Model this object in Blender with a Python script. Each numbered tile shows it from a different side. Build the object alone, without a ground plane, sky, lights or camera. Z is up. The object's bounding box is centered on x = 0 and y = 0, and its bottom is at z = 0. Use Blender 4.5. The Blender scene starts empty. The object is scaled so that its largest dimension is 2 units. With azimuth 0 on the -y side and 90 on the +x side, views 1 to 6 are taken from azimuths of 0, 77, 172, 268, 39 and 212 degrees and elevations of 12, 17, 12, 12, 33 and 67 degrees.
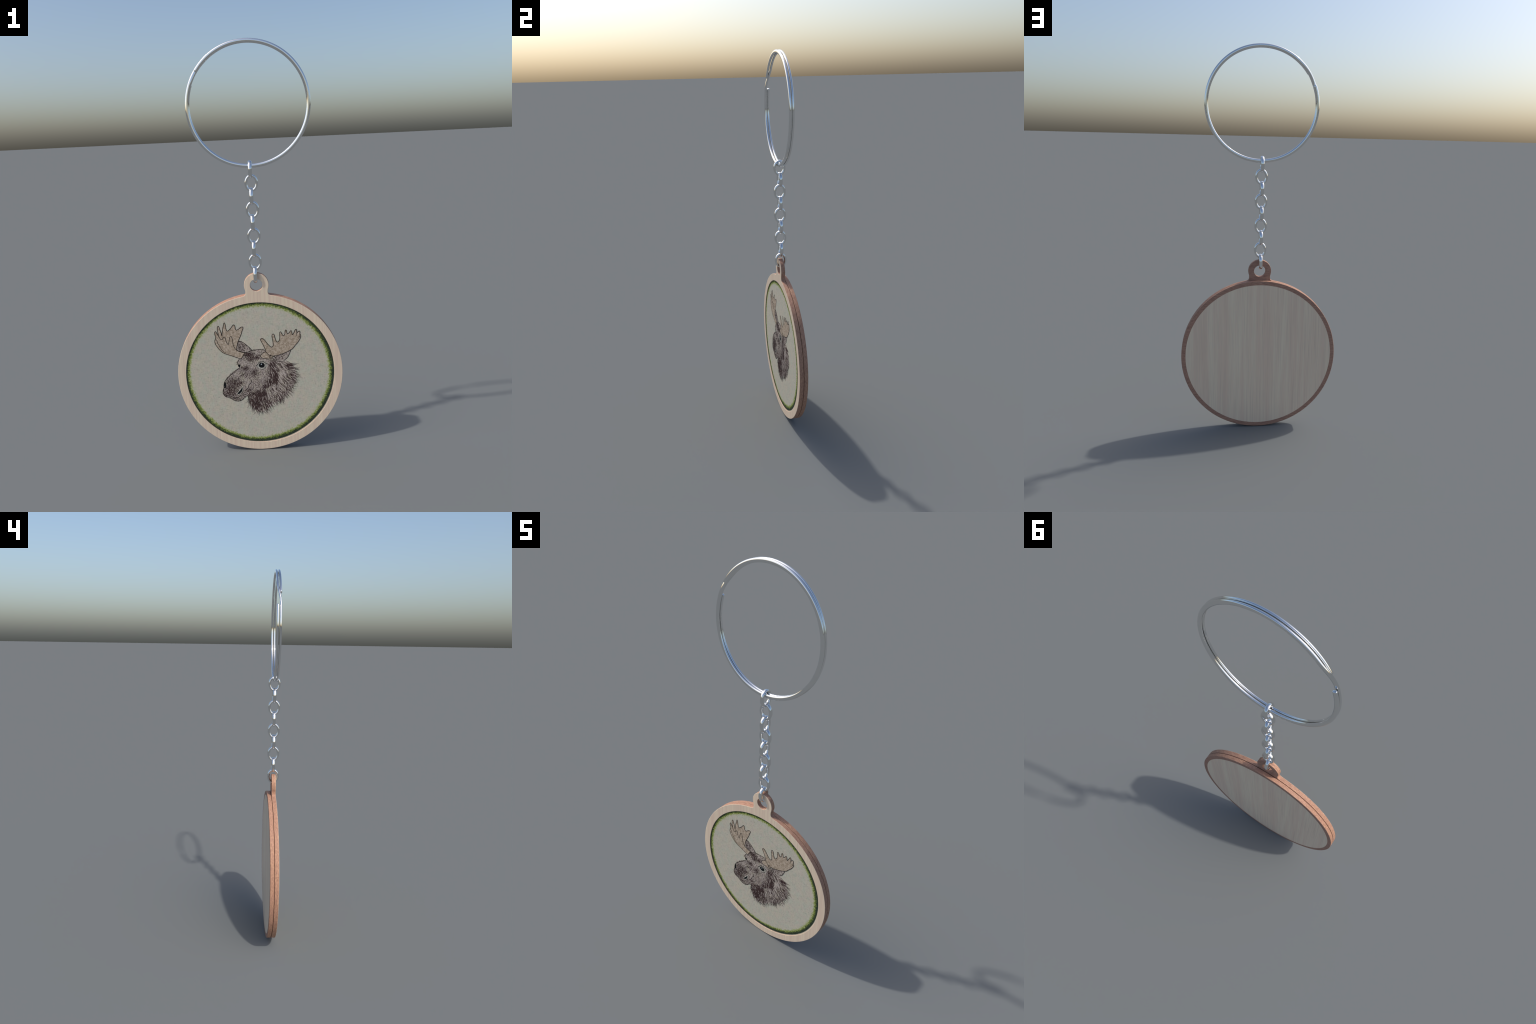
import bpy, bmesh, math, random
import numpy as np
from mathutils import Vector, Matrix
from mathutils.geometry import tessellate_polygon

RNG = np.random.default_rng(11)
random.seed(11)

# ------------------------------------------------------------------ sizes (m)
R = 0.410                 # pendant radius, its centre stands at z = R
ZC = 0.410
Y_FRONT, Y_SEAM, Y_BACK = -0.0142, 0.0083, 0.0314
R_OPEN, Z_OPEN = 0.3700, 0.4105   # opening of the front hoop
Y_CLOTH = -0.0116
TAB_Z, TAB_R, HOLE_R = 0.8680, 0.0597, 0.0302
RING_R, RING_Z, RING_Y, RING_YAW = 0.2765, 1.7147, -0.0018, math.radians(-1.05)

# ------------------------------------------------------------------ drawing, in mm from the pendant centre
MOTIF = {
    "far_palm": [(-111.7, 129.3), (-111.9, 139.3), (-108.6, 157.5), (-102.9, 175.5), (-95.9, 190.1), (-87, 209.5), (-80.5, 228.9), (-75.6, 241.9), (-76.8, 248.8), (-86.6, 247.3), (-98.1, 238), (-108.5, 234.4), (-112.9, 240.3), (-113.9, 250.2), (-116.5, 259.4), (-121.1, 261.7), (-128.6, 254.2), (-137, 243.1), (-146.9, 233.7), (-153.3, 231.5), (-157.5, 235.8), (-160.2, 249.1), (-161.7, 263.9), (-164.2, 273.6), (-167.8, 272.1), (-171.3, 259.5), (-175.5, 241.6), (-178.9, 223.7), (-180.8, 207.3), (-184.4, 223.9), (-190.2, 244), (-194.2, 256.5), (-197.5, 258.7), (-201.1, 251), (-201.6, 237.9), (-199.3, 223), (-197.4, 208.1), (-193.2, 193.8), (-175.9, 167.3), (-133.5, 135.4)],
    "near_palm": [(-72.9, 114.1), (-87, 118.5), (-102.5, 124.2), (-113.2, 131.1), (-122, 143.1), (-127.6, 156.7), (-129.5, 173.4), (-131.4, 188.4), (-133.1, 199.3), (-137.7, 202.3), (-142.3, 198.9), (-145.6, 187.4), (-147.9, 174.3), (-150.5, 164.4), (-153.7, 162.6), (-157, 166.4), (-161.1, 176.6), (-164.4, 188.3), (-165.4, 198.3), (-169.9, 201.8), (-175.3, 199.1), (-179.2, 190.7), (-184.1, 188.4), (-189.4, 192), (-195.8, 203), (-201.4, 214.9), (-207, 225.8), (-212.2, 231.3), (-215.7, 225.4), (-214.8, 213.8), (-212.1, 198), (-216.4, 187.5), (-217.2, 174.2), (-212.5, 160.7), (-201, 141.9), (-189.2, 128), (-177.1, 118.2), (-166.3, 112.7), (-150.8, 106.9), (-129.2, 98.4), (-110.6, 90.8), (-95, 85), (-87.6, 90.5), (-81.5, 102)],
    "palm_rim": [(-212.1, 198), (-208, 183.8), (-202.6, 168.6), (-194.1, 151.5), (-184.2, 132.7), (-170.6, 122.1), (-152.9, 112)],
    "far_ear": [(-102.2, 175.1), (-90.4, 174.9), (-76.6, 166.8), (-61.5, 153.6), (-49.5, 141.4), (-39.5, 126.7), (-58.5, 117.6), (-77.5, 118), (-94.6, 123.5), (-110.1, 129.2), (-111.5, 139.3), (-107.8, 157.5)],
    "far_ear_fold": [(-106.2, 159), (-102.9, 145.6), (-97.3, 132), (-92.2, 123.4)],
    "right_antler": [(31.7, 114.7), (28.4, 129.9), (19.1, 153.7), (11.2, 170.6), (8, 179.9), (11, 184.4), (18.2, 185.2), (26.5, 178.2), (38.4, 161.1), (48.8, 147.3), (58, 139.4), (64.3, 139.4), (69.3, 146.3), (69.2, 162.9), (67.4, 177.9), (65.2, 192.9), (66.8, 202.8), (71.7, 205.8), (76.2, 201.5), (78.8, 189), (82.2, 175.6), (87.3, 165.1), (93.6, 164.3), (100.2, 171.4), (103.8, 184.5), (103.7, 201), (104.6, 212.5), (107.7, 215.7), (112.6, 208.8), (118.1, 197), (123.1, 195.6), (128.8, 201.5), (130.3, 213), (131.4, 221.1), (134.6, 223.9), (138.1, 219.2), (139.2, 207.6), (142.2, 203.3), (150.2, 208.7), (156.8, 217.5), (161.2, 218.4), (163.6, 209.7), (164.8, 198.1), (168.8, 200.4), (173.7, 207.6), (179.6, 220.5), (185.3, 225.5), (187.9, 218.5), (189.4, 207.7), (195.1, 212.4), (200.3, 215.4), (203.7, 211.1), (202.9, 201.3), (206.5, 192.9), (204.3, 179.8), (199.2, 170.1), (191, 157.2), (177.9, 142.8), (164.7, 126), (151.9, 118.3), (135.8, 109.8), (116.5, 102.4), (94.1, 95.9), (71.8, 91.9), (59.2, 93.3), (45.2, 98.2), (37.6, 106.9)],
    "tine_fold": [(186.7, 221.8), (187.5, 207), (184.1, 188.1)],
    "tine_fold2": [(201.8, 201.3), (199.4, 186.6), (194.7, 175.2), (188.2, 169.8)],
    "burr": [(30.9, 114.8), (20.4, 111.1), (10.6, 103.2), (4.7, 94.2), (8.2, 85.7), (19.1, 81), (36.4, 78.5), (52.3, 77.7), (62, 83.2), (67.1, 91), (54.6, 95.2), (45.2, 98.2), (37.6, 106.9)],
    "burr_jag": [(45.2, 98.2), (56.2, 96), (46.6, 86.4), (57.3, 85.9), (67.1, 92.1)],
    "near_ear": [(65.5, 91.4), (94.1, 95.9), (119.7, 103.9), (152.7, 119), (148.1, 100.9), (141.3, 86.1), (129.7, 73.2), (115.1, 63.8), (97.5, 60.5), (86.6, 64.3), (79.9, 75.6), (74.8, 87.6)],
    "crown": [(-95, 85), (-87.6, 90.5), (-81.5, 102), (-72.9, 114.1), (-58.5, 117.6), (-39.2, 125.9), (-23.3, 126.8), (0.4, 128.7), (24.1, 129.3)],
    "far_socket": [(-95, 85.1), (-104, 79.6), (-110, 69.8), (-110.6, 59.7), (-107.3, 46.1), (-102.7, 36.5)],
    "profile": [(-102.7, 36.5), (-117.9, 26.3), (-134.6, 11.8), (-151.2, -1), (-166.4, -15.6), (-176.6, -27.1), (-183, -40.4), (-186.3, -55.7), (-186.5, -67.7), (-191.2, -79.5), (-192, -93.2), (-188.2, -103.8), (-180, -113.7), (-169, -118.2), (-157.7, -118.2), (-153.1, -121.8)],
    "mouth": [(-184, -99.7), (-173.2, -107.6), (-160.4, -109.4), (-149.5, -115.1), (-136.9, -120.4), (-125.7, -120.2), (-114.3, -118), (-103.4, -110.4), (-88, -107.6), (-71.8, -103.2)],
    "chin": [(-156.2, -120), (-150.2, -128), (-139.3, -135.5), (-126.7, -139.5), (-112.2, -140.2), (-100.8, -136.4), (-89, -126.6), (-77.2, -115.9), (-61, -112.4), (-44.7, -108.8), (-28.2, -97.6), (-11.8, -89.7)],
    "smile": [(-52.1, -27.8), (-47.8, -38.3), (-51.5, -48.4), (-59.8, -54.8), (-63.6, -68.4), (-70.5, -78.3), (-80.4, -83.9), (-87.6, -82.7)],
    "lip_fold": [(-37.4, -55.9), (-38.2, -71.3), (-45, -81.3), (-56.6, -89.3), (-72.9, -94.6), (-86, -98.3), (-102.6, -110.4)],
    "nose_fold": [(-113.2, -6.2), (-106, -20.2), (-95.4, -32.6), (-84.5, -36.6), (-68.8, -42.4)],
    "nostril_rim": [(-99.6, -52.1), (-90.4, -58.5), (-84, -58.8), (-88.4, -67.2), (-88.3, -80.9), (-92.1, -92.8), (-102.4, -105.2)],
    "nostril": [(-118, -96.7), (-111.1, -88.5), (-100.9, -76.9), (-94.3, -66.1), (-93.2, -75.6), (-96.7, -87.4), (-105.2, -97.4), (-113.5, -103.9), (-117.4, -101.1)],
    "nostril_halo": [(-120.9, -97), (-112.9, -85.3), (-102.3, -73.4), (-93.7, -61.5), (-90.3, -67.4), (-91.1, -79.9), (-95.2, -90.9), (-105.1, -101.1), (-114, -107.3), (-119, -103.9)],
    "far_nostril": [(-179.5, -35.5), (-175.2, -44.2), (-176.6, -59.6), (-180.5, -67.1), (-185.5, -64.3), (-185.1, -48.9)],
    "far_eye": [(-110.2, 52.1), (-100.5, 54.2), (-98, 47.3), (-102.6, 38.2), (-107.1, 43.5)],
    "eye": [(-6.3, 45), (-4.1, 52.7), (3.2, 58.4), (12.7, 58.4), (20.6, 53.5), (23.1, 45), (19.4, 36.7), (11.6, 32.7), (2.9, 33.4), (-3.8, 37.8)],
    "eye_ring": [(-19.2, 45.3), (-12.2, 57.6), (-0.7, 66.3), (15.3, 69.8), (29.3, 64.1), (36.7, 51.1), (35, 37.6), (24.5, 26.3), (9.2, 22.8), (-6.5, 27.4), (-15.6, 35.8)],
    "eye_glint": [(3.7, 49.3), (5.2, 52.9), (8.7, 54.1), (9.9, 51.7), (7.6, 48.1), (5.2, 47.5)],
    "eye_lid": [(-21.7, 42.9), (-10.1, 52.4), (1.4, 62), (15.8, 63), (28.1, 54.8), (43.8, 49.9)],
    "eye_bag": [(-12.3, 38.2), (-4.9, 27.7), (7.6, 22.9), (20.5, 25.6), (30.5, 36.2)],
    "lash1": [(-109.8, 60), (-121.3, 66.1)],
    "lash2": [(-109.9, 56.3), (-121.1, 56.3)],
    "lash3": [(-110.2, 63.1), (-117.2, 69.3)],
    "head": [(-79.6, 106.1), (-59.1, 117.5), (-32.2, 125), (21, 127.7), (30.3, 111.5), (19.7, 97.9), (15.8, 84), (62.2, 78.3), (72.5, 88.4), (81.5, 63.3), (77.2, 38.7), (85.3, -11.5), (77.2, -47), (46.2, -67.1), (18.6, -83.8), (-9.1, -100.6), (-43.4, -111.7), (-70.6, -115.8), (-94.9, -129.2), (-115.7, -139.1), (-139, -132.5), (-155.4, -122.7), (-175.3, -116.3), (-187.6, -106.6), (-190.6, -88.4), (-186.8, -63.3), (-182, -38.3), (-171.6, -20.9), (-149.9, 6.7), (-123.7, 26.9), (-103.1, 38.3), (-108.3, 52.8), (-108.2, 68.7), (-96.7, 84.1)],
    "neck": [(78.2, 63.4), (111.5, 61.9), (144.6, 55), (163.8, 33.9), (174.7, 9.2), (177.3, -15.9), (170.7, -44.2), (160.3, -71.8), (142.8, -94), (125, -119.6), (96.4, -144.8), (70.2, -157), (41.5, -180.2), (20.6, -193.8), (-7, -204.6), (-30.4, -196.2), (-48.2, -177), (-59, -156.4), (-62.5, -123.4), (-50, -109.5), (-9, -97), (22.4, -73.2), (37, -45.1), (35.2, -9.2), (40, 26.2), (57.8, 53.8)],
}
# hair direction: position on the face, then direction
HAIR_FLOW = [(-119, -2, -0.7, -0.7), (-154, -36, -0.5, -0.8), (-156, -72, 0.1, -1), (-111, -56, 0.5, -0.8), (-148, -101, 0.4, -0.9), (-48, 84, -0.2, -1), (-73, 32, -0.6, -0.7), (-82, 60, -0.5, -0.8), (-7, 85, 0.5, -0.8), (-52, -5, -0.75, -0.6), (-6, -25, 0.45, -0.9), (13, -62, 0.3, -1), (-37, -42, 0.5, -0.85), (49, 8, 0.25, -1), (68, 53, 0.35, -0.95), (58, -28, 0.1, -1), (-49, -92, 0.95, 0.35), (-119, -132, 0.3, -0.9), (-60, 105, 0.8, 0.4), (-13, 114, 0.9, -0.1), (118, 58, 0.85, -0.4), (167, 34, 0.95, -0.35), (166, 2, 0.85, -0.5), (100, 30, 0.6, -0.75), (148, -32, 0.7, -0.7), (164, -69, 0.65, -0.75), (99, -12, 0.45, -0.88), (114, -67, 0.5, -0.87), (139, -104, 0.5, -0.86), (62, -82, 0.45, -0.9), (78, -119, 0.45, -0.9), (127, -151, 0.05, -1), (28, -99, 0.1, -1), (26, -153, 0.25, -0.97), (59, -173, 0.55, -0.85), (-24, -132, 0.1, -1), (-43, -168, 0.25, -0.97), (-20, -198, 0.35, -0.9), (7, -200, 0.25, -0.95), (-71, -130, -0.1, -1), (30, -201, 0.35, -0.95)]
# soft patches of denser (+) or sparser (-) hatching: centre, radii, amount
FACE_TONE = [(-50, 105, 20, 12, 1.2), (-70, 106, 13, 8, 0.68), (-14, 85, 17, 10, 1.2), (-51, 80, 20, 13, 0.81), (-73, 30, 17, 12, 1.1), (-82, -4, 23, 10, 0.41), (-31, 8, 17, 15, 1.1), (-131, -41, 37, 20, 0.51), (-146, -72, 40, 30, 0.61), (-158, -101, 33, 17, 0.68), (-97, -46, 8, 7, 0.94), (66, -4, 20, 40, 0.68), (57, -50, 25, 18, 1.3), (32, -72, 23, 15, 1.1), (71, 46, 20, 20, 0.68), (-56, -84, 17, 10, 0.68), (-129, -128, 27, 10, 0.68), (-75, 60, 20, 17, -0.4), (-118, 5, 23, 17, -0.15), (-86, -25, 20, 13, -0.25), (-65, -44, 13, 20, -0.4), (-6, 113, 23, 10, -0.25), (8, 47, 23, 22, -1.2), (-91, -61, 7, 20, -0.5), (-43, 30, 13, 20, -0.3), (15, -19, 17, 30, -0.1)]
# soft patches of denser (+) or sparser (-) hatching: centre, radii, amount
NECK_TONE = [(-24, -132, 33, 33, 0.5), (-6, -108, 40, 17, 0.9), (-40, -176, 20, 27, 0.4), (25, -164, 20, 20, 0.4), (150, 28, 27, 20, 0.25), (81, -33, 13, 30, 0.6), (138, -32, 20, 30, 0.15), (107, -139, 17, 13, 0.4), (98, -30, 13, 23, -0.45), (109, -2, 13, 13, -0.5), (66, -90, 23, 20, -0.2), (38, -110, 13, 23, -0.3)]

# ------------------------------------------------------------------ node helpers
class Mat:
    def __init__(self, name):
        self.m = bpy.data.materials.new(name)
        self.m.use_nodes = True
        self.t = self.m.node_tree
        self.b = self.t.nodes["Principled BSDF"]
        self.co = self.t.nodes.new("ShaderNodeTexCoord")

    def put(self, sock, v):
        if v is None:
            return
        if hasattr(v, "is_output"):
            self.t.links.new(v, sock)
        else:
            sock.default_value = v

    def math(self, op, a, b=None, c=None, clamp=False):
        n = self.t.nodes.new("ShaderNodeMath"); n.operation = op; n.use_clamp = clamp
        self.put(n.inputs[0], a); self.put(n.inputs[1], b); self.put(n.inputs[2], c)
        return n.outputs[0]

    def scaled(self, s, src=None, loc=(0, 0, 0)):
        n = self.t.nodes.new("ShaderNodeMapping")
        self.put(n.inputs["Vector"], src or self.co.outputs["Object"])
        n.inputs["Scale"].default_value = s
        n.inputs["Location"].default_value = loc
        return n.outputs[0]

    def noise(self, vec, scale=1.0, detail=3.0, rough=0.55, dist=0.0):
        n = self.t.nodes.new("ShaderNodeTexNoise")
        self.put(n.inputs["Vector"], vec)
        n.inputs["Scale"].default_value = scale
        n.inputs["Detail"].default_value = detail
        n.inputs["Roughness"].default_value = rough
        n.inputs["Distortion"].default_value = dist
        return n.outputs["Fac"]

    def ramp(self, fac, stops, interp="LINEAR"):
        n = self.t.nodes.new("ShaderNodeValToRGB")
        r = n.color_ramp; r.interpolation = interp
        while len(r.elements) < len(stops):
            r.elements.new(0.5)
        for e, (p, c) in zip(r.elements, stops):
            e.position = p
            e.color = (*c, 1) if not isinstance(c, float) else (c, c, c, 1)
        self.put(n.inputs[0], fac)
        return n.outputs[0]

    def mix(self, fac, a, b, blend="MIX"):
        n = self.t.nodes.new("ShaderNodeMix"); n.data_type = "RGBA"; n.blend_type = blend
        self.put(n.inputs[0], fac)
        for s, v in ((n.inputs[6], a), (n.inputs[7], b)):
            self.put(s, (*v, 1) if isinstance(v, tuple) and len(v) == 3 else v)
        return n.outputs[2]

    def bump(self, h, strength=0.3, dist=0.001):
        n = self.t.nodes.new("ShaderNodeBump")
        n.inputs["Strength"].default_value = strength
        n.inputs["Distance"].default_value = dist
        self.put(n.inputs["Height"], h)
        self.t.links.new(n.outputs[0], self.b.inputs["Normal"])

    def done(self, color=None, rough=0.6, metal=0.0, spec=0.3):
        if color is not None:
            self.put(self.b.inputs["Base Color"], (*color, 1) if isinstance(color, tuple) else color)
        self.put(self.b.inputs["Roughness"], rough)
        self.b.inputs["Metallic"].default_value = metal
        self.b.inputs["Specular IOR Level"].default_value = spec
        return self.m


def veneer(name, light, pink, dark, fine, broad, contrast, rough=0.5):
    """Straight-grained veneer: the grain runs along z, the colour changes across x."""
    m = Mat(name)
    wob = m.scaled((1, 1, 1))
    a = m.noise(m.scaled((fine, 3.0, 3.0)), 1, 4, 0.6)
    b = m.noise(m.scaled((broad, 2.0, 0.9), loc=(3.1, 0, 0)), 1, 3, 0.6, 0.25)
    c = m.noise(m.scaled((fine * 3.0, 9.0, 14.0), loc=(7, 0, 0)), 1, 2, 0.5)
    col = m.mix(m.ramp(b, [(0.38, 0.0), (0.62, 1.0)]), light, pink)
    col = m.mix(m.math("MULTIPLY", m.ramp(a, [(0.50, 0.0), (0.72, 1.0)]), contrast), col, dark)
    col = m.mix(m.math("MULTIPLY", m.ramp(c, [(0.45, 0.0), (0.8, 1.0)]), 0.22), col, dark)
    m.bump(a, 0.12, 0.0006)
    return m.done(col, rough, spec=0.25)


def side_wood():
    m = Mat("stained_wood")
    a = m.noise(m.scaled((55, 300, 85)), 1, 5, 0.66, 0.5)
    b = m.noise(m.scaled((26, 26, 26)), 1, 3, 0.55)
    c = m.noise(m.scaled((38, 420, 300), loc=(2, 1, 0)), 1, 3, 0.6, 0.6)
    col = m.ramp(a, [(0.30, SIDE_DARK), (0.50, SIDE_MID), (0.68, SIDE_LIGHT)])
    col = m.mix(m.math("MULTIPLY", m.ramp(b, [(0.35, 0.0), (0.7, 1.0)]), 0.35), col, SIDE_PINK)
    col = m.mix(m.math("MULTIPLY", m.ramp(c, [(0.55, 0.0), (0.75, 1.0)]), 0.45), col, SIDE_DARK)
    # faces turned to the back (+y) take a slightly darker, streakier tone than the edges
    geo = m.t.nodes.new("ShaderNodeNewGeometry")
    sep = m.t.nodes.new("ShaderNodeSeparateXYZ")
    m.t.links.new(geo.outputs["True Normal"], sep.inputs[0])
    flat = m.ramp(sep.outputs[1], [(0.6, 0.0), (0.9, 1.0)])
    grain = m.noise(m.scaled((30, 40, 230), loc=(6, 0, 2)), 1, 5, 0.68, 1.4)
    board = m.ramp(grain, [(0.30, (0.22, 0.118, 0.086)), (0.50, (0.35, 0.200, 0.148)), (0.68, (0.47, 0.285, 0.205))])
    col = m.mix(flat, col, board)
    m.bump(a, 0.2, 0.0006)
    return m.done(col, 0.6, spec=0.2)


SIDE_DARK, SIDE_MID, SIDE_LIGHT, SIDE_PINK = (0.22, 0.115, 0.082), (0.41, 0.226, 0.148), (0.56, 0.335, 0.215), (0.40, 0.215, 0.165)
CLOTH_A, CLOTH_B, CLOTH_C = (0.520, 0.478, 0.378), (0.472, 0.475, 0.385), (0.522, 0.450, 0.388)


def cloth_material():
    """Linen with a printed fringe: dark green at the rim, lime towards the middle."""
    m = Mat("printed_linen")
    weft = m.noise(m.scaled((60, 60, 640)), 1, 3, 0.6)
    warp = m.noise(m.scaled((640, 60, 60), loc=(5, 0, 0)), 1, 3, 0.6)
    tint = m.noise(m.scaled((30, 20, 24)), 1, 3, 0.6)
    tint2 = m.noise(m.scaled((62, 20, 48), loc=(4, 2, 1)), 1, 3, 0.6)
    speck = m.noise(m.scaled((150, 40, 110), loc=(1, 8, 2)), 1, 2, 0.6)
    col = m.mix(m.ramp(tint, [(0.40, 0.0), (0.60, 1.0)]), CLOTH_A, CLOTH_B)
    col = m.mix(m.math("MULTIPLY", m.ramp(tint2, [(0.45, 0.0), (0.65, 1.0)]), 0.7), col, CLOTH_C)
    weave = m.math("ADD", m.math("MULTIPLY", weft, 0.5), m.math("MULTIPLY", warp, 0.5))
    col = m.mix(m.ramp(weave, [(0.36, 0.60), (0.50, 0.0)]), col, (0.30, 0.285, 0.24))
    col = m.mix(m.ramp(weave, [(0.52, 0.0), (0.66, 0.35)]), col, (0.66, 0.63, 0.53))
    col = m.mix(m.ramp(speck, [(0.62, 0.0), (0.72, 0.5)]), col, (0.22, 0.24, 0.20))
    # polar place around the centre of the print
    sep = m.t.nodes.new("ShaderNodeSeparateXYZ")
    m.t.links.new(m.co.outputs["Object"], sep.inputs[0])
    x = m.math("SUBTRACT", sep.outputs[0], -0.0040)
    z = m.math("SUBTRACT", sep.outputs[2], 0.4150)
    r = m.math("SQRT", m.math("ADD", m.math("MULTIPLY", x, x), m.math("MULTIPLY", z, z)))
    ang = m.math("ARCTAN2", z, x)
    comb = m.t.nodes.new("ShaderNodeCombineXYZ")
    m.put(comb.inputs[0], m.math("MULTIPLY", ang, 62.0))
    m.put(comb.inputs[1], m.math("MULTIPLY", r, 95.0))
    spikes = m.noise(comb.outputs[0], 1, 4, 0.75)
    tufts = m.noise(m.scaled((120, 60, 120)), 1, 2, 0.6)
    clumps = m.noise(m.scaled((11, 11, 11), loc=(0, 3, 9)), 1, 2, 0.5)
    rr = m.math("ADD", r, m.math("MULTIPLY", m.math("SUBTRACT", spikes, 0.5), 0.030))
    rr = m.math("ADD", rr, m.math("MULTIPLY", m.math("SUBTRACT", tufts, 0.5), 0.026))
    rr = m.math("ADD", rr, m.math("MULTIPLY", m.math("SUBTRACT", clumps, 0.5), 0.010))
    fac = m.math("DIVIDE", m.math("SUBTRACT", rr, 0.3375), 0.0375, clamp=True)
    green = m.ramp(fac, [(0.10, (0.44, 0.46, 0.27)), (0.28, (0.36, 0.40, 0.165)), (0.40, (0.215, 0.265, 0.060)), (0.52, (0.095, 0.132, 0.036)),
                         (0.64, (0.038, 0.053, 0.032)), (0.82, (0.024, 0.033, 0.027))])
    dots = m.noise(m.scaled((300, 90, 300), loc=(2, 0, 6)), 1, 2, 0.6)
    green = m.mix(m.ramp(dots, [(0.36, 0.65), (0.46, 0.0)]), green, (0.075, 0.095, 0.032))
    green = m.mix(m.ramp(dots, [(0.54, 0.0), (0.66, 0.6)]), green, (0.62, 0.66, 0.40), "SOFT_LIGHT")
    mask = m.ramp(fac, [(0.06, 0.0), (0.26, 1.0)])
    rim = m.math("LESS_THAN", m.math("ADD", r, m.math("MULTIPLY", m.math("SUBTRACT", spikes, 0.5), 0.003)), 0.3717)
    col = m.mix(m.math("MULTIPLY", mask, rim), col, green)
    m.bump(weave, 0.35, 0.0008)
    return m.done(col, 0.9, spec=0.1)


def antler_material():
    m = Mat("antler_tan")
    a = m.noise(m.scaled((95, 20, 95)), 1, 3, 0.65)
    b = m.noise(m.scaled((190, 40, 190)), 1, 3, 0.7)
    weave = m.noise(m.scaled((560, 60, 560), loc=(3, 0, 0)), 1, 2, 0.6)
    col = m.ramp(a, [(0.34, (0.33, 0.262, 0.190)), (0.5, (0.43, 0.348, 0.265)), (0.66, (0.52, 0.43, 0.345))])
    col = m.mix(m.ramp(b, [(0.38, 0.65), (0.53, 0.0)]), col, (0.24, 0.185, 0.13))
    col = m.mix(m.ramp(b, [(0.56, 0.0), (0.72, 0.5)]), col, (0.52, 0.46, 0.36))
    m.bump(weave, 0.3, 0.0006)
    return m.done(col, 0.9, spec=0.1)


def hide_material():
    m = Mat("hide_wash")
    a = m.noise(m.scaled((38, 10, 38)), 1, 3, 0.6)
    b = m.noise(m.scaled((170, 30, 170), loc=(0, 5, 0)), 1, 3, 0.7)
    col = m.ramp(a, [(0.36, (0.46, 0.405, 0.36)), (0.5, (0.47, 0.405, 0.35)), (0.64, (0.47, 0.43, 0.335))])
    col = m.mix(m.ramp(b, [(0.40, 0.55), (0.52, 0.0)]), col, (0.30, 0.24, 0.21))
    return m.done(col, 0.9, spec=0.1)


def plain(name, color, rough=0.9, spec=0.1, vary=0.25):
    m = Mat(name)
    n = m.noise(m.scaled((90, 30, 90)), 1, 3, 0.6)
    d = tuple(c * (1 - vary) for c in color)
    l = tuple(min(1, c * (1 + vary)) for c in color)
    return m.done(m.ramp(n, [(0.35, d), (0.65, l)]), rough, spec=spec)


def steel(name):
    m = Mat(name)
    n = m.noise(m.scaled((30, 30, 30)), 1, 3, 0.5)
    col = m.ramp(n, [(0.3, (0.80, 0.805, 0.80)), (0.7, (0.83, 0.83, 0.82))])
    rough = m.ramp(n, [(0.35, 0.06), (0.7, 0.09)])
    return m.done(col, rough, metal=1.0, spec=0.5)


# ------------------------------------------------------------------ mesh helpers
def add(name, mesh, parent, mats=()):
    o = bpy.data.objects.new(name, mesh)
    bpy.context.scene.collection.objects.link(o)
    o.parent = parent
    for m in mats:
        mesh.materials.append(m)
    return o


def mesh_of(name, verts, faces, smooth=True):
    me = bpy.data.meshes.new(name)
    me.from_pydata([tuple(map(float, v)) for v in verts], [], faces)
    me.update()
    if smooth:
        me.polygons.foreach_set("use_smooth", [True] * len(me.polygons))
    return me


def sharp_by_angle(me, deg=35):
    bm = bmesh.new(); bm.from_mesh(me)
    for e in bm.edges:
        e.smooth = len(e.link_faces) == 2 and e.calc_face_angle(0) < math.radians(deg)
    for f in bm.faces:
        f.smooth = True
    bm.to_mesh(me); bm.free()


def tube(points, frames, prof, closed=True):
    """Sweep a closed profile along points; frames gives two axes at each point."""
    n, k = len(points), len(prof)
    verts, faces = [], []
    for p, (u, v) in zip(points, frames):
        for a, b in prof:
            verts.append(p + u * a + v * b)
    for i in range(n if closed else n - 1):
        j = (i + 1) % n
        for q in range(k):
            w = (q + 1) % k
            faces.append((i * k + q, i * k + w, j * k + w, j * k + q))
    return verts, faces


def superellipse(a, b, e=2.5, n=20):
    out = []
    for i in range(n):
        t = 2 * math.pi * i / n
        c, s = math.cos(t), math.sin(t)
        out.append((a * math.copysign(abs(c) ** (2 / e), c), b * math.copysign(abs(s) ** (2 / e), s)))
    return out


def smoothstep(a, b, x):
    t = min(1, max(0, (x - a) / (b - a)))
    return t * t * (3 - 2 * t)


def circle(r, n, cx=0, cz=0, rev=False):
    k = [(cx + r * math.cos(2 * math.pi * i / n), cz + r * math.sin(2 * math.pi * i / n)) for i in range(n)]
    return k[::-1] if rev else k


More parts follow.
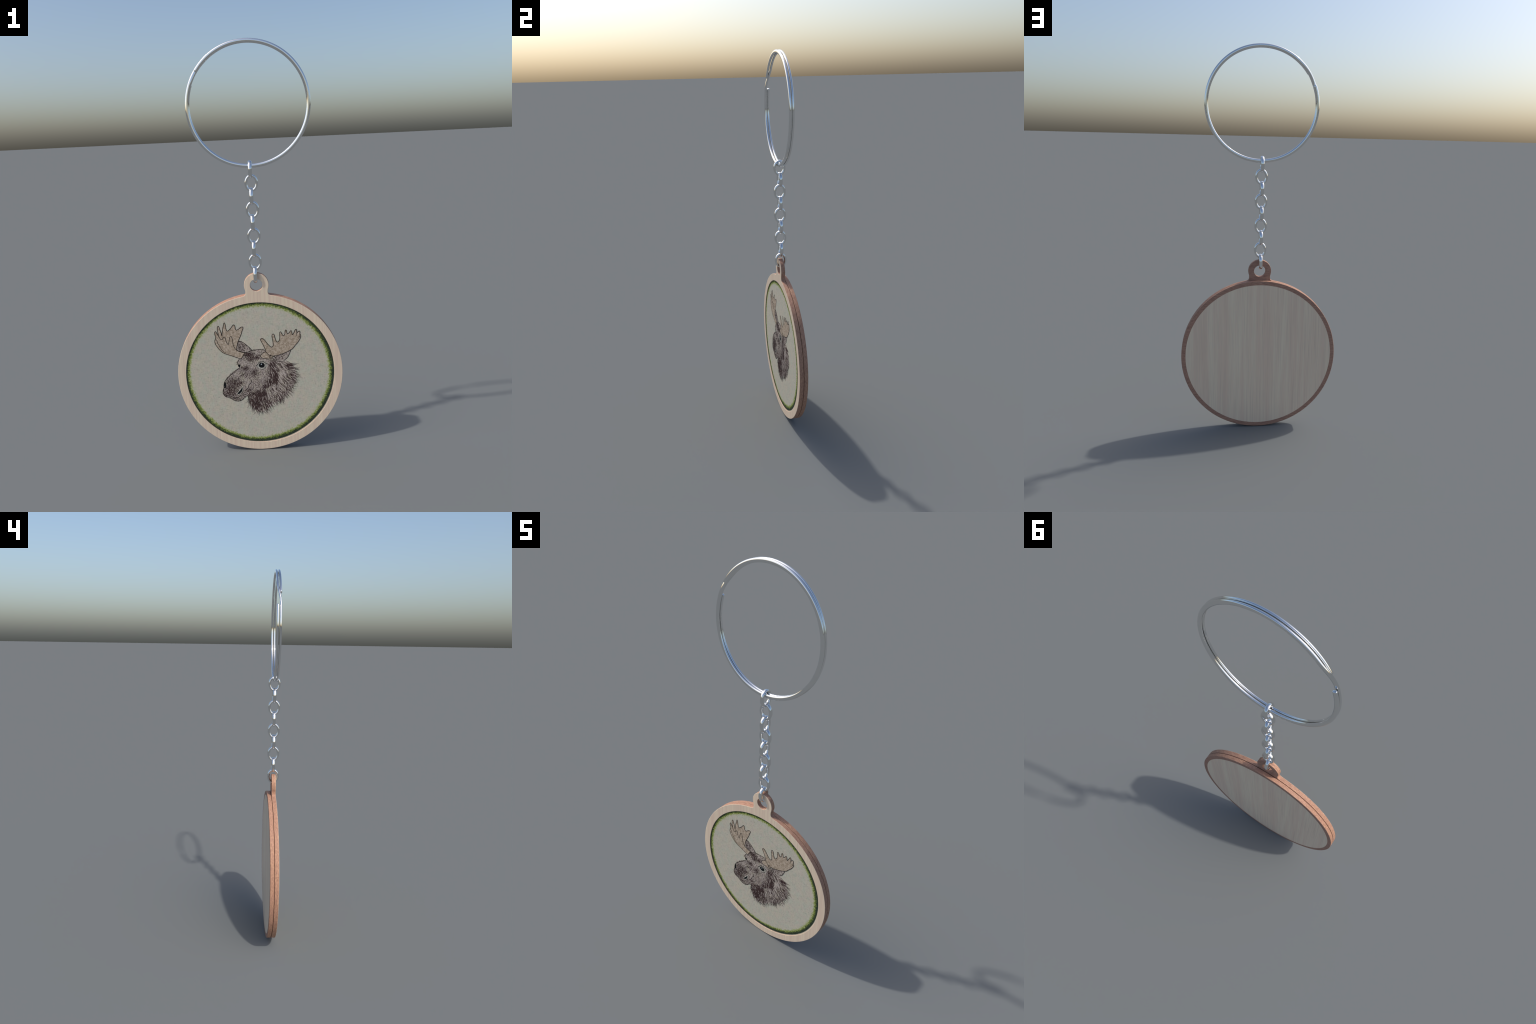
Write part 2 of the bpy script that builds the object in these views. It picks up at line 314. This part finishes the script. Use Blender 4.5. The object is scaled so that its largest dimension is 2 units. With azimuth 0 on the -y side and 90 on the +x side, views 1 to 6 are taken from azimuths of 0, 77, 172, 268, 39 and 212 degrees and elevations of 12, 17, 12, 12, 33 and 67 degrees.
def plate(name, loops, y0, y1, bev):
    """Flat board cut to closed outlines (first the outside, then the holes), edges rounded by bev."""
    cu = bpy.data.curves.new(name, "CURVE")
    cu.dimensions = "2D"; cu.fill_mode = "BOTH"
    cu.extrude = (y1 - y0) / 2 - bev
    cu.bevel_depth = bev; cu.bevel_resolution = 2; cu.offset = -bev
    for lp in loops:
        s = cu.splines.new("POLY"); s.points.add(len(lp) - 1); s.use_cyclic_u = True
        for p, (x, z) in zip(s.points, lp):
            p.co = (x, z, 0, 1)
    o = bpy.data.objects.new(name, cu)
    bpy.context.scene.collection.objects.link(o)
    bpy.context.view_layer.update()
    me = bpy.data.meshes.new_from_object(o.evaluated_get(bpy.context.evaluated_depsgraph_get()))
    bpy.data.objects.remove(o); bpy.data.curves.remove(cu)
    me.transform(Matrix.Translation((0, (y0 + y1) / 2, 0)) @ Matrix.Rotation(math.pi / 2, 4, "X"))
    bm = bmesh.new(); bm.from_mesh(me)
    bmesh.ops.remove_doubles(bm, verts=bm.verts, dist=1e-6)
    bmesh.ops.recalc_face_normals(bm, faces=bm.faces)
    bm.to_mesh(me); bm.free()
    me.name = name
    return me


def weighted(me):
    """Corner normals: flat faces stay flat, walls stay round, the rounded edges blend between the two."""
    fl = np.zeros((len(me.vertices), 3)); wl = np.zeros((len(me.vertices), 3))
    for p in me.polygons:
        n, a = np.array(p.normal), p.area
        for v in p.vertices:
            if abs(n[1]) > 0.999:
                fl[v] = n
            elif abs(n[1]) < 0.02:
                wl[v] += n
    out = []
    base = [tuple(c.vector) for c in me.corner_normals]
    for p in me.polygons:
        for li in p.loop_indices:
            v = me.loops[li].vertex_index
            if fl[v].any():
                out.append(tuple(fl[v]))
            elif wl[v].any():
                out.append(tuple(wl[v] / np.linalg.norm(wl[v])))
            else:
                out.append(base[li])
    return out


# ------------------------------------------------------------------ materials
M_STEEL = steel("polished_steel")
M_FACE = veneer("pale_veneer", (0.74, 0.62, 0.465), (0.68, 0.525, 0.405), (0.56, 0.435, 0.345), 240, 88, 0.55)
M_BACK = veneer("broad_veneer", (0.78, 0.655, 0.495), (0.74, 0.575, 0.44), (0.55, 0.43, 0.335), 300, 30, 0.62)
M_SIDE = side_wood()
M_CLOTH = cloth_material()
M_ANTLER = antler_material()
M_HIDE = hide_material()
M_INK = plain("line_ink", (0.034, 0.026, 0.022))
M_HAIR = plain("hair_ink", (0.056, 0.034, 0.032))
M_STRAW = plain("pale_hair", (0.475, 0.408, 0.365), vary=0.15)
M_BLACK = plain("black_ink", (0.007, 0.008, 0.009), 0.6)
M_PALE = plain("pale_ink", (0.44, 0.42, 0.36))
M_GLINT = plain("glint_ink", (0.45, 0.50, 0.54))

# ------------------------------------------------------------------ roots
root = bpy.data.objects.new("keychain", None)
bpy.context.scene.collection.objects.link(root)
root["label"] = "round wooden keychain pendant with printed moose head, chain and split ring"
root["category"] = "keychain"

# ------------------------------------------------------------------ split ring: a flat wire wound twice
def split_ring():
    half = 0.00715
    start, end = math.radians(146.0), math.radians(159.5 - 720)
    c0, c1 = math.radians(159 - 360), math.radians(134 - 360)
    n = 720
    pts, frs, profs = [], [], []
    prof = superellipse(0.0092, 0.0059, 2.2, 24)
    verts, faces = [], []
    for i in range(n + 1):
        a = start + (end - start) * i / n
        k = smoothstep(0, 1, (c0 - a) / (c0 - c1))
        y = -half + 2 * half * k
        hump = math.exp(-((a - (c0 + c1) / 2) / 0.14) ** 2)
        lift = 0.0008 * hump
        er = Vector((math.cos(a), 0, math.sin(a)))
        pts.append(er * (RING_R + lift) + Vector((0, y, 0)))
        frs.append((er, Vector((0, 1, 0))))
    # ends rounded off by shrinking the last rings of the sweep
    e0, e1 = pts[0], pts[-1]
    t0, t1 = (pts[0] - pts[1]).normalized(), (pts[-1] - pts[-2]).normalized()
    def cap(p, fr, t):
        return [(p + t * (0.0022 * math.sin(q)), (fr[0] * math.cos(q), fr[1] * math.cos(q))) for q in (0.5, 0.9, 1.2, 1.42)]
    head, tail = cap(pts[0], frs[0], t0), cap(pts[-1], frs[-1], t1)
    P = [p for p, _ in head[::-1]] + pts + [p for p, _ in tail]
    F = [f for _, f in head[::-1]] + frs + [f for _, f in tail]
    v, f = tube(P, F, prof, closed=False)
    k = len(prof)
    f.append(tuple(range(k))[::-1]); f.append(tuple(range(len(v) - k, len(v))))
    me = mesh_of("split_ring", v, f)
    bm = bmesh.new(); bm.from_mesh(me); bmesh.ops.recalc_face_normals(bm, faces=bm.faces); bm.to_mesh(me); bm.free()
    o = add("split_ring", me, root, [M_STEEL])
    o.location = (0, RING_Y, RING_Z)
    o.rotation_euler = (0, 0, RING_YAW)
split_ring()

# ------------------------------------------------------------------ chain: nine oval links, turned a quarter each
def chain():
    w, h = 0.0324, 0.0414
    tr, ta = 0.0069, 0.0092
    n = 72
    pts, frs = [], []
    for i in range(n):
        a = 2 * math.pi * i / n
        c, s = math.cos(a), math.sin(a)
        p = Vector(((w - tr) * c, 0, (h - tr) * s))
        nrm = Vector((c / (w - tr), 0, s / (h - tr))).normalized()
        pts.append(p); frs.append((nrm, Vector((0, 1, 0))))
    v, f = tube(pts, frs, superellipse(tr, ta, 2.35, 20))
    me = mesh_of("chain_link", v, f)
    bm = bmesh.new(); bm.from_mesh(me); bmesh.ops.recalc_face_normals(bm, faces=bm.faces); bm.to_mesh(me); bm.free()
    me.materials.append(M_STEEL)
    top, bottom = 1.4216, 0.9176
    jig = random.Random(5)
    for i in range(9):
        o = bpy.data.objects.new("chain_link", me)
        bpy.context.scene.collection.objects.link(o); o.parent = root
        z = top + (bottom - top) * i / 8
        edge_on = i % 2 == 0
        o.location = ((-0.0042 if edge_on else -0.0012) + 0.0012 * i / 8, 0.0006 - 0.0010 * i / 8, z)
        tilt = 0 if i in (0, 8) else jig.uniform(-0.02, 0.02)
        o.rotation_euler = (0, tilt, math.pi / 2 + jig.uniform(-0.03, 0.03) if edge_on else jig.uniform(-0.03, 0.03))
chain()

# ------------------------------------------------------------------ front hoop with its hanging loop
def hoop_outline():
    """Circle with a round ear on top; the ear's foot runs into the rim by small fillets."""
    pts = []
    rim_half = math.asin(0.0680 / R)
    n = 300
    a0, a1 = math.pi / 2 + rim_half, math.pi / 2 - rim_half + 2 * math.pi
    for i in range(n + 1):
        a = a0 + (a1 - a0) * i / n
        pts.append((R * math.cos(a), ZC + R * math.sin(a)))
    right = [(0.0632, 0.8166), (0.0598, 0.8183), (0.0570, 0.8212), (0.0553, 0.8250), (0.0546, 0.8300), (0.0545, 0.8360), (0.0547, 0.8405)]
    low = math.asin(-0.0225 / TAB_R)
    arc = [(TAB_R * math.cos(a), TAB_Z + TAB_R * math.sin(a)) for a in np.linspace(low, math.pi - low, 90)]
    pts += right + arc + [(-x, z) for x, z in right[::-1]]
    return pts


def front_hoop():
    me = plate("hoop", [hoop_outline(), circle(R_OPEN, 260, 0, Z_OPEN, True), circle(HOLE_R, 90, 0, TAB_Z, True)], Y_FRONT, Y_SEAM, 0.0018)
    bm = bmesh.new(); bm.from_mesh(me)
    z_cut = 0.8205
    bmesh.ops.bisect_plane(bm, geom=bm.verts[:] + bm.edges[:] + bm.faces[:], plane_co=(0, 0, z_cut), plane_no=(0, 0, 1))
    for e in bm.edges:
        e.smooth = len(e.link_faces) == 2 and e.calc_face_angle(0) < math.radians(50)
    for f in bm.faces:
        f.smooth = True
    bm.to_mesh(me); bm.free()
    nrm = weighted(me)
    # two parts of one board: the hoop and its hanging loop, border vertices coincide
    for name, pick in (("front_hoop", lambda c: not (c.z > z_cut and abs(c.x) < 0.062)), ("hanging_loop", lambda c: c.z > z_cut and abs(c.x) < 0.062)):
        vid, verts, faces, norms, mats = {}, [], [], [], []
        for p in me.polygons:
            if not pick(p.center):
                continue
            f = []
            for li in p.loop_indices:
                vi = me.loops[li].vertex_index
                if vi not in vid:
                    vid[vi] = len(verts); verts.append(me.vertices[vi].co[:])
                f.append(vid[vi]); norms.append(nrm[li])
            faces.append(f)
            mats.append(0 if p.normal.y < -0.5 else 1)
        part = mesh_of(name, verts, faces)
        o = add(name, part, root if name == "front_hoop" else bpy.data.objects["front_hoop"], [M_FACE, M_SIDE])
        part.polygons.foreach_set("material_index", mats)
        part.normals_split_custom_set(norms)
front_hoop()

# ------------------------------------------------------------------ back board and its inlaid panel
def back():
    me = plate("back_board", [circle(R, 320, 0, ZC)], Y_SEAM + 0.0020, Y_BACK, 0.0024)
    sharp_by_angle(me, 50)
    me.normals_split_custom_set(weighted(me))
    board = add("back_board", me, root, [M_SIDE])
    me = plate("back_panel", [circle(0.3880, 260, 0, ZC)], Y_BACK - 0.004, Y_BACK + 0.0004, 0.0003)
    sharp_by_angle(me, 60)
    me.normals_split_custom_set(weighted(me))
    add("back_panel", me, board, [M_BACK])
back()


def cloth():
    me = plate("linen_cloth", [circle(R_OPEN + 0.004, 200, 0, Z_OPEN)], Y_CLOTH, Y_SEAM - 0.002, 0.0003)
    sharp_by_angle(me, 60)
    me.normals_split_custom_set(weighted(me))
    return add("linen_cloth", me, root, [M_CLOTH])
motif = cloth()

# ------------------------------------------------------------------ the printed moose: washes, lines and hatching laid on the linen

def spline(pts, closed, step=1.6):
    """Catmull-Rom through control points, resampled."""
    p = np.array(pts, float)
    n = len(p)
    out = []
    for i in range(n if closed else n - 1):
        g = lambda k: p[k % n] if closed else p[min(max(k, 0), n - 1)]
        a, b, c, d = g(i - 1), g(i), g(i + 1), g(i + 2)
        m = max(2, int(np.linalg.norm(c - b) / step))
        for t in np.arange(m) / m:
            out.append(0.5 * (2 * b + (c - a) * t + (2 * a - 5 * b + 4 * c - d) * t * t + (3 * b - a - 3 * c + d) * t ** 3))
    if not closed:
        out.append(p[-1])
    return np.array(out)


def to_face(p, h):
    return (p[0] * 1e-3, Y_CLOTH - h, ZC + p[1] * 1e-3)


class Heap:
    def __init__(self):
        self.v, self.f = [], []

    def slab(self, outline, h):
        n = len(outline); base = len(self.v)
        self.v += [to_face(p, h) for p in outline] + [to_face(p, -0.0002) for p in outline]
        for tri in tessellate_polygon([[Vector((p[0], p[1], 0)) for p in outline]]):
            self.f.append(tuple(base + i for i in tri))
        for i in range(n):
            j = (i + 1) % n
            self.f.append((base + i, base + n + i, base + n + j, base + j))

    def stroke(self, line, width, h, taper=(0.5, 0.5), tail=0.0):
        """A raised ridge of ink or thread along a line; taper = share of the length that thins out at each end."""
        n = len(line)
        if n < 2:
            return
        d = np.gradient(line, axis=0)
        d /= np.linalg.norm(d, axis=1)[:, None] + 1e-9
        s = np.linspace(0, 1, n)
        w = np.full(n, width / 2)
        if taper[0] > 0:
            w *= np.clip(0.25 + 0.75 * s / taper[0], 0, 1)
        if taper[1] > 0:
            w *= np.clip(tail + (1 - tail) * (1 - s) / taper[1], 0.12, 1)
        base = len(self.v)
        for i in range(n):
            nx, nz = -d[i, 1] * w[i], d[i, 0] * w[i]
            x, z = line[i]
            self.v += [to_face((x + nx, z + nz), -0.0001), to_face((x + nx * 0.8, z + nz * 0.8), h * 0.9), to_face((x, z), h),
                       to_face((x - nx * 0.8, z - nz * 0.8), h * 0.9), to_face((x - nx, z - nz), -0.0001)]
        for i in range(n - 1):
            a, b = base + 5 * i, base + 5 * i + 5
            for k in range(4):
                self.f.append((a + k, a + k + 1, b + k + 1, b + k))

    def make(self, name, parent, mat, stuff=False):
        me = mesh_of(name, self.v, self.f, smooth=False)
        bm = bmesh.new(); bm.from_mesh(me); bmesh.ops.recalc_face_normals(bm, faces=bm.faces)
        up = sum(f.normal.y * f.calc_area() for f in bm.faces)
        if up > 0:
            bmesh.ops.reverse_faces(bm, faces=bm.faces)
        bm.to_mesh(me); bm.free()
        o = add(name, me, parent, [mat])
        if stuff:
            o["kind"] = "stuff"
        return o


def shape(name, key, mat, h, line=None, lh=None, closed=True, lines=()):
    hp = Heap(); out = spline(MOTIF[key], True)
    hp.slab(out, h)
    return hp.make(name, motif, mat)


def inside(poly, pts):
    """Even-odd test of many points against a closed outline."""
    x, y = pts[:, 0], pts[:, 1]
    c = np.zeros(len(pts), bool)
    q = np.roll(poly, -1, axis=0)
    for (x0, y0), (x1, y1) in zip(poly, q):
        hit = (y0 > y) != (y1 > y)
        c ^= hit & (x < (x1 - x0) * (y - y0) / (y1 - y0 + 1e-12) + x0)
    return c


def flow_at(p):
    f = np.array(HAIR_FLOW)
    w = 1 / (((f[:, :2] - p) ** 2).sum(1) + 60.0) ** 1.6
    d = (f[:, 2:] * w[:, None]).sum(0)
    return d / (np.linalg.norm(d) + 1e-9)


def tone_at(p, base, patches):
    v = base
    for x, y, rx, ry, a in patches:
        v += a * math.exp(-((p[0] - x) / rx) ** 2 - ((p[1] - y) / ry) ** 2)
    return v


def hatch(heap, region, base, patches, tries, spacing, lens, width, h, avoid=(), bend=0.12, wild=0.10, back=0.5):
    """Scatter hair strokes: closer where the tone is dark, kept apart across their own direction."""
    lo, hi = region.min(0), region.max(0)
    cand = RNG.uniform(lo, hi, (tries, 2))
    ok = inside(region, cand)
    for a in avoid:
        ok &= ~inside(a, cand)
    placed, dirs, cell = [], [], {}
    size = spacing * 4
    for p in cand[ok]:
        t = tone_at(p, base, patches)
        if t <= 0.03 or RNG.random() > 0.35 + t:
            continue
        d = flow_at(p)
        ang = RNG.normal(0, wild)
        d = np.array((d[0] * math.cos(ang) - d[1] * math.sin(ang), d[0] * math.sin(ang) + d[1] * math.cos(ang)))
        gap = spacing / max(0.25, t)
        kx, ky = int(p[0] // size), int(p[1] // size)
        bad = False
        for i in (-1, 0, 1):
            for j in (-1, 0, 1):
                for q in cell.get((kx + i, ky + j), ()):
                    e = placed[q] - p
                    al, ac = e @ d, e @ np.array((-d[1], d[0]))
                    if (al / (gap * 3.6)) ** 2 + (ac / gap) ** 2 < 1:
                        bad = True
        if bad:
            continue
        cell.setdefault((kx, ky), []).append(len(placed)); placed.append(p)
        ln = RNG.uniform(*lens)
        n = max(4, int(ln / 2.2))
        k = RNG.normal(0, bend) / ln * 2
        line, q, v = [], p - d * ln * back, d
        line.append(q)
        for s in range(n):
            f = flow_at(q)
            v = v * 0.8 + f * 0.2 if f @ v > 0 else v
            c, s_ = math.cos(k * ln / n), math.sin(k * ln / n)
            v = np.array((v[0] * c - v[1] * s_, v[0] * s_ + v[1] * c)); v /= np.linalg.norm(v)
            q = q + v * ln / n
            line.append(q)
        heap.stroke(np.array(line), width * RNG.uniform(0.75, 1.25) * (0.85 + 0.3 * min(1, t)), h * RNG.uniform(0.8, 1.2), (0.3, 0.6))
    return placed


S = {k: spline(v, True) for k, v in MOTIF.items()}
H1, H2, H3, H4 = 0.00022, 0.00045, 0.00065, 0.00090

# washes under the hatching
shape("neck", "neck", M_HIDE, H1 * 0.8)
shape("head", "head", M_HIDE, H1)
shape("ear", "far_ear", M_HIDE, H1 * 1.2)
shape("ear", "near_ear", M_HIDE, H1 * 1.3)

# fur of the neck
fur = Heap()
hatch(fur, S["neck"], 0.66, NECK_TONE, 40000, 2.6, (16, 46), 2.3, H2, avoid=[S["near_ear"], S["burr"]], bend=0.5, wild=0.11)
for p in RNG.uniform(S["neck"].min(0), S["neck"].max(0), (260, 2)):
    # a lock of hair: several strands that run together at the tip
    if not inside(S["neck"], p[None])[0] or inside(S["near_ear"], p[None])[0]:
        continue
    t = tone_at(p, 0.45, NECK_TONE)
    if RNG.random() > t:
        continue
    d = flow_at(p); side = np.array((-d[1], d[0])); ln = RNG.uniform(18, 38); sway = RNG.normal(0, 2.2)
    for k in np.linspace(-1, 1, int(RNG.integers(3, 6))):
        w0 = k * RNG.uniform(3.6, 5.6)
        line = np.array([p + d * ln * (s - 0.35) + side * (w0 * (1 - s) ** 0.8 + sway * s * s + k * 1.9 * s) for s in np.linspace(RNG.uniform(0, 0.2), RNG.uniform(0.85, 1.05), 10)])
        fur.stroke(line, RNG.uniform(1.2, 2.0), H2, (0.3, 0.5), 0.2)
edge = S["neck"]
mid = edge.mean(0)
for i in range(0, len(edge), 3):
    p = edge[i] + RNG.normal(0, 2.5, 2)
    d = flow_at(p)
    out = (p - mid) / np.linalg.norm(p - mid)
    if d @ out < 0.25:
        continue
    for rep in range(1 + int(RNG.random() < 0.6)):
        ln = RNG.uniform(26, 64); n = 12; k = RNG.normal(0, 0.045)
        v = d + RNG.normal(0, 0.20, 2); v /= np.linalg.norm(v)
        q = p - v * ln * RNG.uniform(0.40, 0.70); line = [q]
        for s in range(n):
            c, s_ = math.cos(k), math.sin(k)
            v = np.array((v[0] * c - v[1] * s_, v[0] * s_ + v[1] * c)); q = q + v * ln / n; line.append(q)
        fur.stroke(np.array(line), RNG.uniform(1.6, 2.6), H2, (0.3, 0.8), 0.2)
fur.make("neck_fur", motif, M_HAIR, True)
turned = lambda tone: [(x, y, rx, ry, -a) for x, y, rx, ry, a in tone]
pale = Heap()
hatch(pale, S["neck"], 0.66, turned(NECK_TONE), 40000, 5.0, (14, 36), 2.7, H3, avoid=[S["near_ear"], S["burr"]], bend=0.5, wild=0.12)
pale.make("neck_fur_pale", motif, M_STRAW, True)

# short hair of the face
hair = Heap()
hatch(hair, S["head"], 0.80, FACE_TONE, 90000, 2.15, (6, 17), 2.15, H2,
      avoid=[S["eye"], S["nostril_halo"], S["burr"], S["near_palm"], S["far_eye"]], bend=0.35, wild=0.22)
hair.make("face_hair", motif, M_HAIR, True)
pale = Heap()
hatch(pale, S["head"], 0.55, turned(FACE_TONE), 60000, 3.5, (5, 13), 1.5, H3,
      avoid=[S["eye_ring"], S["nostril_halo"], S["burr"], S["near_palm"], S["far_eye"]], bend=0.3, wild=0.2)
for key, off in (("smile", 3.6), ("smile", -3.2), ("lip_fold", 3.0), ("nose_fold", 2.4), ("nostril_rim", 2.6), ("mouth", 3.0)):
    line = spline(MOTIF[key], False)
    d = np.gradient(line, axis=0); d /= np.linalg.norm(d, axis=1)[:, None]
    pale.stroke(line + np.stack([-d[:, 1], d[:, 0]], 1) * off, 1.9, H3, (0.3, 0.4), 0.2)
pale.make("face_hair_pale", motif, M_STRAW, True)

# ear hair
eh = Heap()
for key, a, tone in (("near_ear", (0.55, -0.83), [(97, 90, 34, 13, 1.2)]), ("far_ear", (0.5, -0.86), [(-89, 145, 10, 24, 1.2)])):
    reg = S[key]; lo, hi = reg.min(0), reg.max(0)
    for p in RNG.uniform(lo, hi, (620, 2)):
        if not inside(reg, p[None])[0]:
            continue
        if RNG.random() > tone_at(p, 0.50, tone):
            continue
        d = np.array(a) + RNG.normal(0, 0.25, 2); d /= np.linalg.norm(d); ln = RNG.uniform(4, 11)
        ln = ln if inside(reg, (p + d * ln * 0.6)[None])[0] else 3
        eh.stroke(np.array([p + d * ln * t for t in np.linspace(-0.5, 0.5, 5)]), RNG.uniform(1.4, 2.3), H2, (0.4, 0.5))
pl = Heap()
for key, a, n in (("near_ear", (0.55, -0.83), 26), ("far_ear", (0.5, -0.86), 14)):
    reg = S[key]; lo, hi = reg.min(0), reg.max(0)
    for p in RNG.uniform(lo, hi, (n * 3, 2)):
        d = np.array(a) + RNG.normal(0, 0.3, 2); d /= np.linalg.norm(d); ln = RNG.uniform(7, 13); sd = np.array((-d[1], d[0]))
        line = np.array([p + d * ln * t + sd * 2.2 * (1 - 4 * t * t) for t in np.linspace(-0.5, 0.5, 8)])
        if inside(reg, line).all():
            pl.stroke(line, RNG.uniform(1.5, 2.3), H3, (0.3, 0.4))
pl.make("ear_hair_pale", motif, M_STRAW, True)
eh.make("ear_hair", motif, M_HAIR, True)

# antlers: far blade behind, near blade before, right blade with its burr
shape("antler", "far_palm", M_ANTLER, H2)
shape("antler", "near_palm", M_ANTLER, H3)
shape("antler", "burr", M_ANTLER, H2 * 1.25)
shape("antler", "right_antler", M_ANTLER, H3)

# eyes and nostrils
shape("eyelid", "eye_ring", M_PALE, H1 * 1.4)
shape("nostril_edge", "nostril_halo", M_PALE, H2)
shape("nostril", "nostril", M_BLACK, H3)
shape("nostril", "far_nostril", M_BLACK, H3)
shape("eye", "eye", M_BLACK, H3)
shape("eye", "far_eye", M_BLACK, H3)
shape("eye_glint", "eye_glint", M_GLINT, H4)

# outlines
ink = Heap()
for key, w, h, closed in (("far_palm", 3.6, H3, True), ("near_palm", 3.6, H4, True), ("right_antler", 3.6, H4, True), ("burr", 3.4, H3, True), ("burr_jag", 3.2, H4, False),
                          ("palm_rim", 3.0, H4, False), ("tine_fold", 3.0, H4, False), ("tine_fold2", 2.4, H4, False),
                          ("far_ear", 3.2, H3, True), ("near_ear", 3.2, H3, True), ("far_ear_fold", 2.2, H3, False)):
    line = spline(MOTIF[key], closed)
    if closed:
        line = np.vstack([line, line[:2]])
    ink.stroke(line, w, h, (0, 0) if closed else (0.15, 0.3))
for key, lo, hi, off in (("near_palm", 0.62, 0.80, 2.0), ("right_antler", 0.80, 0.93, -2.0), ("far_palm", 0.02, 0.14, 1.6)):
    # second, sketchier contour along the heavy edges
    line = spline(MOTIF[key], True)
    line = line[int(lo * len(line)):int(hi * len(line))]
    d = np.gradient(line, axis=0); d /= np.linalg.norm(d, axis=1)[:, None]
    wob = off + np.cumsum(RNG.normal(0, 0.12, len(line)))
    ink.stroke(line + np.stack([-d[:, 1], d[:, 0]], 1) * wob[:, None], 1.8, H3, (0.3, 0.3), 0.2)
ink.make("antler_outline", motif, M_INK)

ink = Heap()
for key, w in (("crown", 3.2), ("far_socket", 3.0), ("profile", 3.9), ("mouth", 3.6), ("chin", 3.0), ("smile", 3.8), ("lip_fold", 2.2), ("nose_fold", 1.7),
               ("nostril_rim", 2.0), ("eye_lid", 2.8), ("eye_bag", 1.2), ("lash1", 1.2), ("lash2", 1.2), ("lash3", 1.2)):
    line = spline(MOTIF[key], False)
    jit = RNG.normal(0, 0.22, line.shape); ink.stroke(line + jit, w, H3, (0.08, 0.15), 0.2)
# short lashes in the pale ring round the eye
ce = S["eye"].mean(0)
for a in np.linspace(0, 2 * math.pi, 34)[:-1]:
    a += RNG.normal(0, 0.06); u = np.array((math.cos(a), math.sin(a)))
    r0 = 17.5 + RNG.uniform(0, 5); ln = RNG.uniform(2.5, 6)
    sl = np.array((-u[1], u[0])) * RNG.normal(0.5, 0.3)
    ink.stroke(np.array([ce + u * (r0 + ln * t) + sl * ln * t for t in np.linspace(0, 1, 4)]), RNG.uniform(1.5, 2.4), H4, (0.2, 0.6))
# whiskers under the chin, tufts on the crown
for key, n, l, side in (("chin", 34, 5.5, -1), ("crown", 26, 4.0, 1)):
    line = spline(MOTIF[key], False)
    for i in RNG.integers(2, int(len(line) * (0.62 if key == "chin" else 0.98)), n):
        p = line[i]; v = np.array((RNG.normal(0.15 if key == "chin" else 0.5, 0.45), side)); v /= np.linalg.norm(v)
        ln = RNG.uniform(0.5, 1.1) * l
        ink.stroke(np.array([p - v * ln * 0.4 + v * ln * t for t in np.linspace(0, 1, 4)]), 1.4, H3, (0.2, 0.7))
ink.make("head_outline", motif, M_INK)
